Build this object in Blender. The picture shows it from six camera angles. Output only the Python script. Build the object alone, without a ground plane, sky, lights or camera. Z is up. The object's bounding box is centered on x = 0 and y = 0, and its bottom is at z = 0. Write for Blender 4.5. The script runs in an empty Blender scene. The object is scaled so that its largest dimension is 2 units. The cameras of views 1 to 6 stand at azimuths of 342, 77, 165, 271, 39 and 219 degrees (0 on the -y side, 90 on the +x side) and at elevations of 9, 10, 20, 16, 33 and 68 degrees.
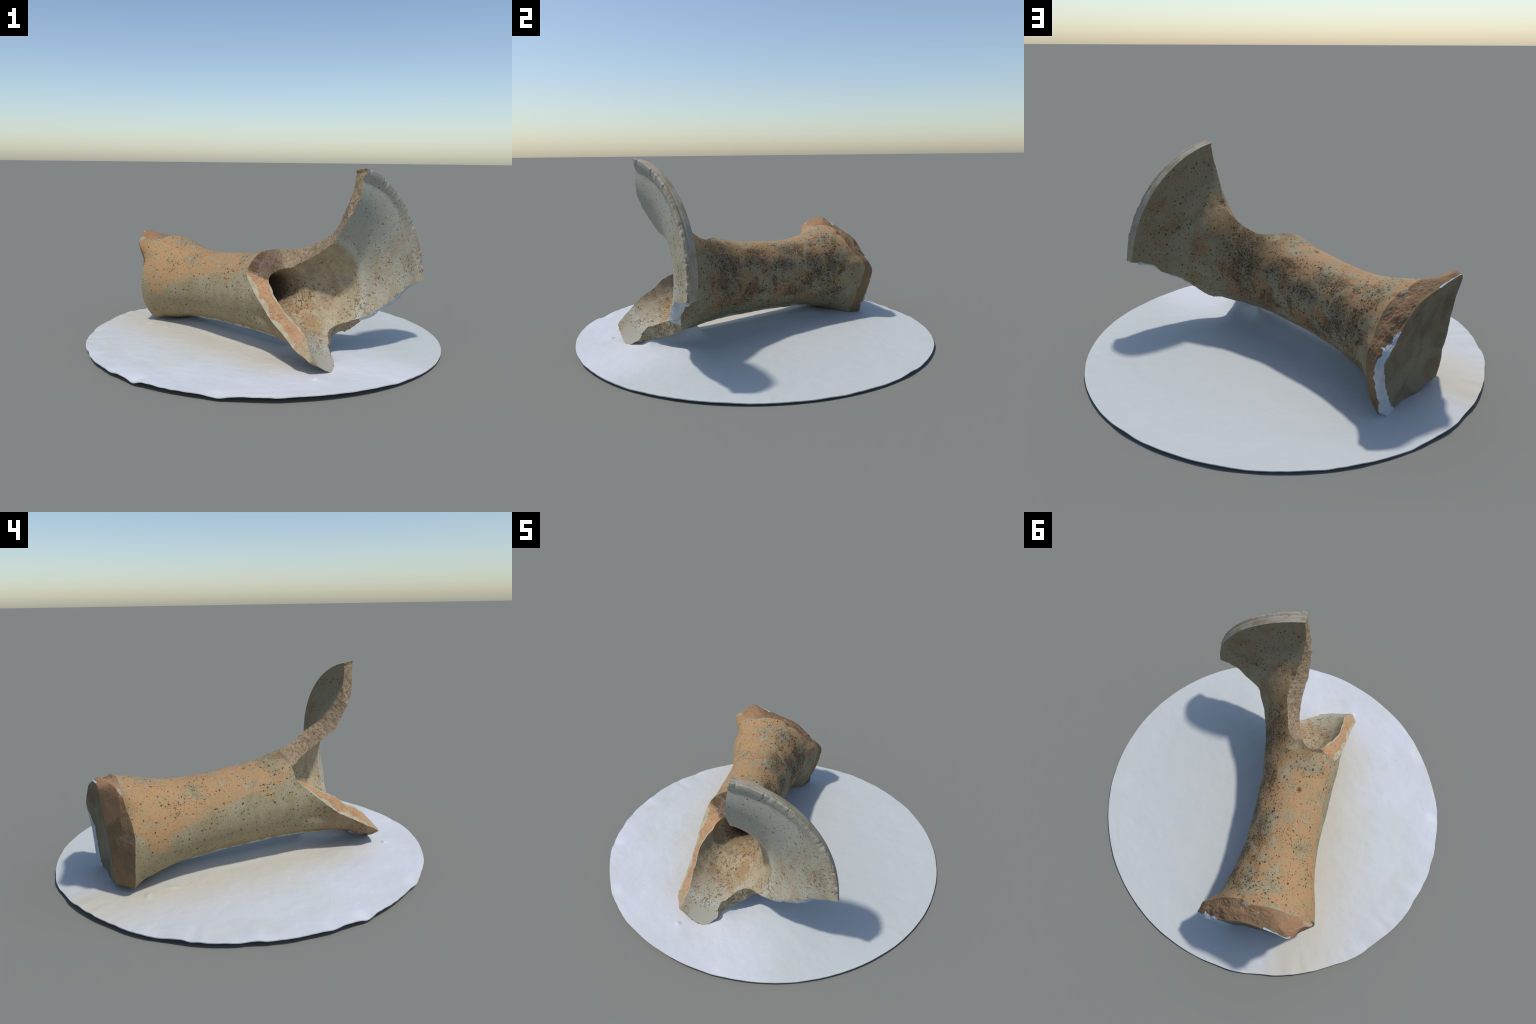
# Broken pedestal stem of a wheel-thrown ceramic vessel, lying on a round sheet of paper.
# The sherd is described in the potter's own terms: a slightly bent spine, an outer and an
# inner profile (radius along the spine), the crooked line along which it broke, and the
# broken flange at its closed end.
import bpy, math
import numpy as np
from mathutils import Vector, Matrix, noise
from mathutils.geometry import delaunay_2d_cdt

RAD = math.pi / 180.0

# ------------------------------------------------------------------ spine
ORIGIN = np.array([-0.1481, 0.0, 0.3039])
AX = np.array([0.4874, -1.0, 0.0923]); AX /= np.linalg.norm(AX)
UP = np.array([0, 0, 1.0]) - AX[2] * AX; UP /= np.linalg.norm(UP)
SIDE = np.cross(AX, UP)
BEND = (0.0416, -0.0089, -0.0165, -0.0221)      # up s2, side s2, up s3, side s3


def spine(s):
    """centre and tangent in the local frame (x = up, y = side, z = along the axis)"""
    s = np.asarray(s, float)
    b1, b2, c1, c2 = BEND
    P = np.stack([b1 * s**2 + c1 * s**3, b2 * s**2 + c2 * s**3, s], -1)
    T = np.stack([2 * b1 * s + 3 * c1 * s**2, 2 * b2 * s + 3 * c2 * s**2, np.ones_like(s)], -1)
    return P, T / np.linalg.norm(T, axis=-1, keepdims=True)


WORLD_UP = np.array([UP[2], SIDE[2], AX[2]])    # world z seen in the local frame


def place(theta, s, r):
    """theta in degrees from the top, round the spine"""
    th = np.asarray(theta, float) * RAD
    P, T = spine(s)
    e1 = WORLD_UP - (T @ WORLD_UP)[..., None] * T
    e1 /= np.linalg.norm(e1, axis=-1, keepdims=True)
    e2 = np.cross(T, e1)
    r = np.asarray(r, float)[..., None]
    return P + r * (np.cos(th)[..., None] * e1 + np.sin(th)[..., None] * e2)


def smooth(a, b, x):
    t = np.clip((np.asarray(x, float) - a) / (b - a), 0, 1)
    return t * t * (3 - 2 * t)


def spline(x, y, q):
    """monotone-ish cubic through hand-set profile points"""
    x = np.asarray(x, float); y = np.asarray(y, float)
    d = np.diff(y) / np.diff(x)
    m = np.concatenate([[d[0]], np.where(d[:-1] * d[1:] > 0, 2 * d[:-1] * d[1:] / (d[:-1] + d[1:] + 1e-12), 0), [d[-1]]])
    q = np.clip(q, x[0], x[-1])
    i = np.clip(np.searchsorted(x, q) - 1, 0, len(x) - 2)
    h = x[i + 1] - x[i]; t = (q - x[i]) / h
    return (1 + 2*t)*(1-t)**2*y[i] + t*(1-t)**2*h*m[i] + t*t*(3-2*t)*y[i+1] + t*t*(t-1)*h*m[i+1]


def ring(table, theta, col):
    """periodic linear table over theta, slightly softened"""
    t = np.array([row[0] for row in table], float); v = np.array([row[col] for row in table], float)
    out = 0
    for d, w in ((-1.5, .25), (0, .5), (1.5, .25)):
        out = out + w * np.interp(theta + d, t, v, period=360)
    return out


def fbm(p, scale, octaves=4, seed=0.0):
    return np.array([noise.fractal(Vector((x * scale + seed, y * scale - seed, z * scale + 2 * seed)), 0.9, 2.0, octaves)
                     for x, y, z in p])


# ------------------------------------------------------------------ profiles
OUT_S = [-.66, -.6, -.52, -.42, -.3, -.15, 0, .12, .24, .36, .48, .55, .61, .65, .70, .735, .762, .775, .783]
OUT_R = [.27, .2577, .2429, .2175, .1985, .1931, .1967, .200, .2156, .2368, .2715, .2985, .337, .370, .412, .455, .502, .550, .601]
IN_S = [-.06, -.03, .05, .20, .25, .285, .32, .38, .41, .517, .568, .61, .647, .697, .738, .773, .80, .812, .8178, .8192, .8206, .833, .843, .846]
IN_R = [.03, .055, .074, .082, .089, .100, .114, .128, .148, .195, .217, .237, .253, .306, .353, .401, .447, .482, .513, .534, .549, .568, .588, .601]

# broken flange at the closed end: edge of the outer skin, crest of the break, edge of the floor  (theta, s, R)
SKIN_EDGE = [(-180, -.61, .247), (-160, -.611, .30), (-145, -.612, .338), (-139, -.612, .342), (-130, -.611, .325), (-110, -.615, .305),
             (-95, -.625, .315), (-84, -.634, .332), (-78, -.634, .328), (-68, -.62, .29), (-55, -.605, .272), (-40, -.603, .268),
             (-28, -.598, .262), (-12, -.62, .268), (5, -.616, .271), (20, -.618, .270), (32, -.632, .300), (38, -.64, .330), (44, -.646, .353), (48, -.642, .332), (52, -.63, .290), (58, -.618, .266),
             (65, -.612, .261), (80, -.607, .26), (95, -.614, .261), (113, -.618, .268), (130, -.613, .28), (144, -.61, .291), (160, -.61, .262)]
CREST = [(-180, -.64, .25), (-160, -.645, .29), (-141, -.65, .355), (-132, -.661, .361), (-126, -.665, .333), (-107, -.672, .329),
         (-97, -.676, .335), (-86, -.683, .345), (-78, -.676, .325), (-70, -.668, .295), (-55, -.67, .272), (-41, -.665, .263), (-25, -.66, .255),
         (-12, -.66, .255), (5, -.665, .268), (15, -.69, .294), (22, -.728, .334), (30, -.69, .347), (38, -.665, .350), (44, -.658, .352),
         (49, -.658, .31), (56, -.655, .255), (75, -.655, .212), (99, -.655, .207), (120, -.65, .218), (138, -.645, .250), (146, -.645, .268), (165, -.64, .25)]
FLOOR_EDGE = [(-180, -.675, .245), (-160, -.672, .283), (-148, -.678, .330), (-140, -.688, .357), (-131, -.690, .345), (-117, -.689, .325),
              (-105, -.690, .320), (-98, -.694, .324), (-87, -.703, .322), (-79, -.711, .298), (-70, -.714, .272), (-55, -.713, .256),
              (-41, -.713, .253), (-25, -.708, .247), (-12, -.712, .247), (5, -.724, .266), (17, -.736, .30), (24, -.75, .331), (29, -.738, .328), (33, -.732, .318),
              (37, -.724, .255), (42, -.719, .223), (56, -.711, .172), (75, -.705, .15), (99, -.70, .143), (120, -.694, .149),
              (138, -.688, .202), (150, -.681, .249), (165, -.678, .236)]

# the break line: (theta, s) on the outer skin and on the inner skin, walking round from underneath
BREAK = [(180, .600, 180, .622), (176, .622, 176, .630), (173, .646, 173, .650), (173.5, .660, 174, .668), (166, .680, 166, .701), (163.5, .683, 163.5, .708), (161, .681, 161.5, .707),
         (152, .675, 152, .702), (140.5, .682, 142.5, .696), (138.5, .679, 140.5, .692), (135.5, .658, 137.8, .672), (131.7, .631, 134.5, .642), (128, .576, 129, .611),
         (121.5, .51, 122, .57), (115.4, .458, 115, .52), (103, .399, 103, .48), (94, .367, 95, .443), (86.7, .341, 87, .408),
         (78, .314, 74, .372), (70, .29, 60, .338), (62, .266, 50, .318), (56, .253, 42, .310), (44, .256, 33, .301),
         (32, .256, 24, .298), (14, .25, 14, .301), (2, .262, 4, .312), (-10, .283, -8, .338), (-18, .305, -16, .372),
         (-25, .345, -20, .412), (-28, .412, -21, .46), (-29, .485, -19.9, .517), (-27, .555, -16, .59), (-21.4, .618, -12.0, .653),
         (-17.5, .66, -10, .70), (-13, .71, -9, .738), (-10.8, .755, -9.1, .773), (-10.2, .775, -9.7, .815), (-9.7, .783, -10, .846)]
LOWER = [(-89.8, .783, -90.5, .846), (-91.3, .772, -92, .818), (-94.5, .755, -95.5, .80), (-99, .742, -99.5, .78), (-103, .72, -104.5, .754),
         (-108, .692, -111, .724), (-114, .664, -118.5, .693), (-122, .636, -127, .661), (-130, .606, -136, .618), (-137, .58, -145, .585),
         (-145, .55, -156, .566), (-152, .54, -165, .576), (-162, .562, -170, .588), (-172, .583, -175, .605), (-180, .600, -180, .622)]


def r_out(theta, s):
    theta = np.asarray(theta, float); s = np.asarray(s, float)
    sa = ring(SKIN_EDGE, theta, 1); ra = ring(SKIN_EDGE, theta, 2)
    base = spline(OUT_S, OUT_R, np.maximum(s, sa))
    k = np.clip((-.52 - s) / (-.52 - sa), 0, 1)
    r = base + (ra - spline(OUT_S, OUT_R, sa)) * k * k
    # shallow wheel marks and lumps
    r = r + .0004 * np.sin(s * 95 + .6 * np.sin(theta * RAD * 2)) * smooth(-.55, -.4, s) * (1 - smooth(.6, .75, s))
    # foot-side skin sits a little fuller, finger hole and thumb pits
    r = r + .006 * np.exp(-((s - .12) / .12) ** 2) * smooth(130, 155, np.abs(theta))
    t2 = np.where(theta < -140, theta + 360, theta)
    # the stem was squeezed a little on the left flank; the flare back is hollow on the right; the foot thins to its tip
    r = r - .027 * np.exp(-((s - .36) / .115) ** 2) * smooth(35, 75, t2) * (1 - smooth(118, 135, t2))
    r = r - .029 * np.exp(-(np.abs((s - .672) / .066)) ** 2.4) * smooth(-8, -26, theta) * (1 - smooth(-128, -150, theta))
    r = r + .012 * np.exp(-((s - .52) / .06) ** 2) * smooth(-8, -22, theta) * (1 - smooth(-48, -75, theta))
    # pale belly swells where the clay lay against the sheet
    r = r + .017 * smooth(158, 168, np.abs(theta)) * smooth(-.45, -.25, s) * (1 - smooth(.40, .50, s))
    r = r - .030 * smooth(.60, .68, s) * smooth(120, 138, t2) - .016 * smooth(.47, .6, s) * smooth(150, 165, t2) * (1 - smooth(215, 235, t2))
    return r


def r_in(theta, s):
    theta = np.asarray(theta, float); s = np.asarray(s, float)
    r = spline(IN_S, IN_R, s)
    t2 = np.where(theta < -100, theta + 360, theta)
    w = smooth(118, 136, t2) * (1 - smooth(182, 196, t2))
    return r + .056 * smooth(.605, .70, s) * w


def pits(theta, s):
    """depth of a few named hollows in the outer skin"""
    d = 0
    for t0, s0, wt, ws, dep in ((8, .028, 2.6, .011, .03), (-24.5, .600, 2.6, .006, .008), (-23.5, .622, 3.4, .008, .009),
                                (56, .140, 4.5, .006, .004), (54, .158, 3, .006, .003), (-60, -.07, 7, .006, -.002),
                                (-29, -.592, 5, .012, .008), (-76, -.60, 3, .02, -.006), (-100, .70, 4, .02, -.005)):
        d = d + dep * np.exp(-(((theta - t0) / wt) ** 2 + ((s - s0) / ws) ** 2) ** 1.5)
    return d


# ------------------------------------------------------------------ break line resampled
def walk(keys, step):
    """Catmull-Rom through the key pairs, about one sample per `step` metres of outline"""
    K = np.array(keys, float); out = []
    for i in range(len(K) - 1):
        a, b, c, d = K[max(i - 1, 0)], K[i], K[i + 1], K[min(i + 2, len(K) - 1)]
        n = max(2, int(math.ceil(max(math.hypot((c[0] - b[0]) * RAD * .3, c[1] - b[1]), math.hypot((c[2] - b[2]) * RAD * .25, c[3] - b[3])) / step)))
        t = (np.arange(n) / n)[:, None]
        out.append(.5 * (2*b + (c - a)*t + (2*a - 5*b + 4*c - d)*t*t + (3*b - a - 3*c + d)*t**3))
    out.append(K[-1:]); return np.concatenate(out)


STEP = .003
left = walk(BREAK, STEP)
n_rim = 300
u = np.linspace(0, 1, n_rim + 1)[1:-1]
rim = np.stack([BREAK[-1][0] + (LOWER[0][0] - BREAK[-1][0]) * u, np.full_like(u, .783),
                BREAK[-1][2] + (LOWER[0][2] - BREAK[-1][2]) * u, np.full_like(u, .846)], -1)
right = walk(LOWER, STEP)
line = np.concatenate([left, rim, right])
is_rim = np.concatenate([np.zeros(len(left) - 1, bool), np.ones(n_rim + 1, bool), np.zeros(len(right) - 1, bool)])
NB = len(line)
# ragged chips along the break and scallops worn into the front of the lip
arc = np.arange(NB) * STEP
jit = np.array([[noise.fractal(Vector((a * 45, k * 9.1, 0)), .8, 2, 3) for k in range(4)] for a in arc])
ends = np.minimum(np.arange(NB), NB - 1 - np.arange(NB)) / 12.0
fade = np.clip(ends, 0, 1) * np.where(is_rim, 0, 1)
line[:, 0] += jit[:, 0] * .55 * fade; line[:, 1] += jit[:, 1] * .0028 * fade
line[:, 2] += jit[:, 2] * .75 * fade; line[:, 3] += jit[:, 3] * .0028 * fade
scal = np.zeros(NB)
rng = np.random.default_rng(7)
for k in range(46):
    t_c = -12 - 77 * rng.random(); wid = .3 + 1.1 * rng.random() ** 2; dep = .001 + .0068 * rng.random() ** 2.2
    scal += dep * np.exp(-np.abs((line[:, 2] - t_c) / wid) ** (1.5 + 2 * rng.random())) * is_rim
scal = np.minimum(scal, .009)
back_wob = np.array([.0028 * noise.fractal(Vector((t * .35, 4, 4)), .8, 2, 3) for t in line[:, 0]]) * is_rim


# ------------------------------------------------------------------ skins by constrained Delaunay
def skin(poly_ts, rows_s, rad, h, xs=.3):
    """triangulate the (theta, s) region inside poly; x scaled, y = arc length of the profile"""
    sg = np.linspace(-.74, .86, 16000); rg = rad(np.zeros_like(sg), sg)
    al = np.concatenate([[0], np.cumsum(np.hypot(np.diff(sg), np.diff(rg)))])
    X = lambda ts: np.stack([ts[:, 0] * RAD * xs, np.interp(ts[:, 1], sg, al)], -1)
    poly = X(poly_ts)
    lo, hi = poly[:, 1].min(), poly[:, 1].max()
    pts = []
    k = 0
    y = lo + h
    while y < hi:
        s = np.interp(y, al, sg); r = float(rad(np.array([0.]), np.array([s]))[0])
        n = int(2 * math.pi * r / h)
        x = (-180 + 360 * (np.arange(n) + (.5 if k % 2 else .0)) / n)
        pts.append(np.stack([x * RAD * xs, np.full(n, y)], -1)); y += h * .87; k += 1
    P = np.concatenate(pts)
    # keep points inside the outline and clear of it
    A, B = poly, np.roll(poly, -1, 0)
    inside = np.zeros(len(P), bool); far = np.ones(len(P), bool)
    for i in range(len(A)):
        a, b = A[i], B[i]
        c = (a[1] > P[:, 1]) != (b[1] > P[:, 1])
        xi = (b[0] - a[0]) * (P[:, 1] - a[1]) / (b[1] - a[1] + 1e-15) + a[0]
        inside ^= c & (P[:, 0] < xi)
        ab = b - a; t = np.clip(((P - a) @ ab) / (ab @ ab + 1e-15), 0, 1)
        q = P - (a + t[:, None] * ab)
        sc = np.interp(P[:, 1], al, rg) / xs
        far &= np.hypot(q[:, 0] * sc, q[:, 1]) > .45 * h
    P = P[inside & far]
    allp = np.concatenate([poly, P])
    n = len(poly)
    v, e, f, ov, oe, of = delaunay_2d_cdt([Vector(p) for p in allp], [], [list(range(n))], 1, 1e-7)
    v = np.array([tuple(q) for q in v])
    ts = np.stack([v[:, 0] / RAD / xs, np.interp(v[:, 1], al, sg)], -1)
    return ts, [tuple(t) for t in f]


def weld(verts, faces, tol=1e-5):
    key = {}; remap = np.zeros(len(verts), int); keep = []
    for i, p in enumerate(np.round(verts / tol).astype(np.int64)):
        k = tuple(p)
        if k not in key:
            key[k] = len(keep); keep.append(i)
        remap[i] = key[k]
    F = [tuple(remap[j] for j in f) for f in faces]
    F = [f for f in F if len(set(f)) == len(f)]
    return verts[keep], F, np.array(keep)


H = .0075
th_ring = np.arange(-180, 180.01, 1.0)
seam_s = np.linspace(-.61, .600, 170)[1:-1]
outer_poly = np.concatenate([np.stack([th_ring, ring(SKIN_EDGE, th_ring, 1)], -1),
                             np.stack([np.full_like(seam_s, 180), seam_s], -1),
                             line[:, :2],
                             np.stack([np.full_like(seam_s, -180), seam_s[::-1]], -1)])
o_ts, o_f = skin(outer_poly, None, r_out, H)


def outer_pos(theta, s):
    r = r_out(theta, s)
    P = place(theta, s, r)
    d = fbm(P, 7, 3) * .0022 + fbm(P, 38, 3, 3.3) * .0009
    sharp = smooth(.775, .783, s)
    return place(theta, s, r + d * (1 - sharp) - pits(theta, s))


o_v, o_f, keep = weld(outer_pos(o_ts[:, 0], o_ts[:, 1]), o_f)
o_ts = o_ts[keep]

in_lo = -.06
seam_i = np.linspace(in_lo, .622, 80)[1:-1]
th_in = np.arange(-180, 180.01, 4.0)
inner_poly = np.concatenate([np.stack([th_in, np.full_like(th_in, in_lo)], -1),
                             np.stack([np.full_like(seam_i, 180), seam_i], -1),
                             line[:, 2:],
                             np.stack([np.full_like(seam_i, -180), seam_i[::-1]], -1)])
i_ts, i_f = skin(inner_poly, None, r_in, H, xs=.2)


def inner_pos(theta, s):
    r = r_in(theta, s)
    P = place(theta, s, r)
    lip = np.interp(theta, line[::-1, 2][is_rim[::-1]], scal[::-1][is_rim[::-1]]) * smooth(.824, .846, s)
    d = fbm(P, 8, 3, 5.1) * .0018 + fbm(P, 40, 3, 1.3) * .0008 - .0011 * np.sin(s * 120) * smooth(.3, .4, s) * (1 - smooth(.64, .68, s))
    rr = r + d * (1 - smooth(.83, .84, s)) - lip
    ss = s - lip * .9
    bore = .027 * smooth(.36, .22, s)                    # the bore wanders to the right
    return place(theta, ss, rr) + (place(np.full_like(ss, -95.), ss, bore) - place(np.full_like(ss, -95.), ss, bore * 0))


i_v, i_f, keep = weld(inner_pos(i_ts[:, 0], i_ts[:, 1]), i_f)
i_ts = i_ts[keep]
c = len(i_v)                                         # rounded blind end of the bore
i_v = np.concatenate([i_v, place(np.array([-95.]), np.array([in_lo - .008]), np.array([.027]))])
ring_ids = [j for j in range(c) if abs(i_ts[j, 1] - in_lo) < 1e-6]
ring_ids.sort(key=lambda j: i_ts[j, 0])
i_f += [(ring_ids[k], c, ring_ids[(k + 1) % len(ring_ids)]) for k in range(len(ring_ids))]
i_ts = np.concatenate([i_ts, [[0, in_lo - .012]]])


def orient(verts, faces, outward):
    """outward: normals away from the spine"""
    V = np.asarray(verts); F = np.array(faces)
    n = np.cross(V[F[:, 1]] - V[F[:, 0]], V[F[:, 2]] - V[F[:, 0]])
    m = V[F].mean(1)
    S, T = spine(m[:, 2]); d = m - S
    # flare normals lean along the axis: outer skin faces the closed end, inner skin the mouth
    lean = smooth(-.1, .2, m[:, 2]) * .9 - smooth(-.35, -.5, m[:, 2]) * .9
    ref = d / (np.linalg.norm(d, axis=1, keepdims=True) + 1e-9) - T * lean[:, None]
    if not outward:
        ref = -ref
    flip = (n * ref).sum(1) < 0
    return [tuple(f[::-1]) if x else tuple(f) for f, x in zip(faces, flip)]


o_f = orient(o_v, o_f, True)
i_f = orient(i_v, i_f, False)


def vertex_normals(V, F):
    V = np.asarray(V); F = np.array(F)
    n = np.cross(V[F[:, 1]] - V[F[:, 0]], V[F[:, 2]] - V[F[:, 0]])
    N = np.zeros_like(V)
    for k in range(3):
        np.add.at(N, F[:, k], n)
    return N / (np.linalg.norm(N, axis=1, keepdims=True) + 1e-12)


# ------------------------------------------------------------------ break surface (outer edge -> inner edge)
chips, whole = scal, np.zeros_like(scal)
Eo = outer_pos(line[:, 0], line[:, 1])
Ei = inner_pos(line[:, 2], line[:, 3])
scal = whole; E0 = inner_pos(line[:, 2], line[:, 3]); scal = chips
M = 20
strip = np.zeros((NB, M + 1, 3))
for j in range(M + 1):
    strip[:, j] = Eo + (E0 - Eo) * (j / M) + (Ei - E0) * (j / M) ** 7
du = np.gradient(strip, axis=0); dv = np.gradient(strip, axis=1)
nn = np.cross(du, dv); nn /= np.linalg.norm(nn, axis=-1, keepdims=True) + 1e-12
bul = np.sin(np.arange(M + 1) / M * math.pi)
flat = strip.reshape(-1, 3)
rough = (fbm(flat, 22, 4, 2.2) * .0045 + fbm(flat, 75, 3, 7.7) * .0022).reshape(NB, M + 1)
q = np.arange(M + 1) / M
lip_form = .004 * np.sin(q * math.pi) - .0035 * np.exp(-((q - .62) / .06) ** 2) + .0035 * np.exp(-((q - .82) / .10) ** 2) - .0018 * np.exp(-((q - .30) / .03) ** 2)
is_low = np.clip((np.arange(NB) - (NB - len(right))) / 10, 0, 1) * (1 - smooth(.690, .640, line[:, 3]))
amp = np.where(is_rim[:, None], .12 * rough + lip_form[None, :] * .8 * np.clip(np.minimum(q, 1 - q) * 12, 0, 1)[None, :], rough * bul[None, :] + .020 * is_low[:, None] * bul[None, :])
# make sure the normal looks away from the clay
mid = strip[:, M // 2]
wall_c = place((line[:, 0] + line[:, 2]) / 2, (line[:, 1] + line[:, 3]) / 2 - .03, (r_out(line[:, 0], line[:, 1]) + r_in(line[:, 2], line[:, 3])) / 2)
sgn = np.sign(np.median((nn[:, M // 2] * (mid - wall_c)).sum(-1)))
strip += nn * amp[..., None] * sgn
strip[:, 0] = Eo; strip[:, M] = Ei
b_v = strip.reshape(-1, 3)
b_f, b_rim, b_low = [], [], []
for i in range(NB - 1):
    for j in range(M):
        a = i * (M + 1) + j
        b_f.append((a, a + M + 1, a + M + 2, a + 1))
        b_rim.append(is_rim[i] and is_rim[i + 1])
        b_low.append(i >= NB - len(right))
ref_face = np.array(b_f[len(left) * M // 2])

# ------------------------------------------------------------------ closed end: broken flange wall and floor
tr = np.arange(-180, 180, .6)
rings = []
NA, NE = 16, 18
A3 = place(tr, ring(SKIN_EDGE, tr, 1), r_out(tr, ring(SKIN_EDGE, tr, 1)))
A3 = outer_pos(tr, ring(SKIN_EDGE, tr, 1))
C3 = place(tr, ring(CREST, tr, 1), ring(CREST, tr, 2))
F3 = place(tr, ring(FLOOR_EDGE, tr, 1), ring(FLOOR_EDGE, tr, 2))
for j in range(NA):
    rings.append(A3 + (C3 - A3) * j / NA)
for j in range(NE + 1):
    rings.append(C3 + (F3 - C3) * j / NE)
W = np.stack(rings, 1)                     # (ntheta, nring, 3)
nt, nr = W.shape[:2]
du = np.roll(W, -1, 0) - np.roll(W, 1, 0); dv = np.gradient(W, axis=1)
nn = np.cross(du, dv); nn /= np.linalg.norm(nn, axis=-1, keepdims=True) + 1e-12
fl = W.reshape(-1, 3)
rg = (fbm(fl * np.array([1, 1, 2.2]), 20, 4, 9.1) * .006 + fbm(fl * np.array([1, 1, 3]), 70, 3, 4.4) * .0035).reshape(nt, nr)
prof = np.clip(np.minimum(np.arange(nr), nr - 1 - np.arange(nr)) / 4.0, 0, 1)
calm = np.interp(tr, [-180, -150, -120, -90, -60, 5, 22, 60, 120, 180], [.3, .3, .4, .6, 1, .9, .4, .35, .35, .3])
W += nn * (rg * prof[None, :] * calm[:, None])[..., None]
w_v = W.reshape(-1, 3)
w_f, w_pale = [], []
for i in range(nt):
    t = tr[i]
    for j in range(nr - 1):
        a = i * nr + j; b = ((i + 1) % nt) * nr + j
        w_f.append((a, b, b + 1, a + 1))
        edge = noise.fractal(Vector((t * .12, 3, 0)), .8, 2, 3)
        w_pale.append((-146 + 5 * edge < t < -74 and j >= NA + 4 + round(8 * edge)) or (4 < t < 27 and j >= nr - 4 - round(2 * edge)) or (-74 <= t <= -58 and j >= NA + 9 + (t + 74) * .4 + round(7 * edge)))
NF = 60
f_rings = []
cen = np.array([F3.mean(0)])
for j in range(NF + 1):
    k = 1 - j / NF
    f_rings.append(cen + (F3 - cen) * k)
G = np.stack(f_rings, 1)
fr = np.arange(NF + 1) / NF
gl = G.reshape(-1, 3)
G[..., 2] += (.021 * smooth(0, .34, fr))[None, :] + (fbm(gl, 9, 3, 6.6) * .0016 + fbm(gl, 45, 2, .6) * .0006).reshape(nt, NF + 1) * np.clip(fr * 6, 0, 1)[None, :]
g_v = G.reshape(-1, 3)
g_f, g_pale = [], []
for i in range(nt):
    for j in range(NF):
        a = i * (NF + 1) + j; b = ((i + 1) % nt) * (NF + 1) + j
        g_f.append((a, b, b + 1, a + 1))
        e = noise.fractal(Vector((tr[i] * .09, 8, 0)), .8, 2, 3)
        g_pale.append(-147 < tr[i] < -78 and fr[j] < (.155 + .055 * e) * max(0, min(1, (-77 - tr[i]) / 22)) * min(1, (tr[i] + 150) / 8))

# ------------------------------------------------------------------ materials
def srgb(r, g, b):
    f = lambda c: c / 12.92 if c <= .04045 else ((c + .055) / 1.055) ** 2.4
    return (f(r / 255), f(g / 255), f(b / 255), 1)


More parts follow.
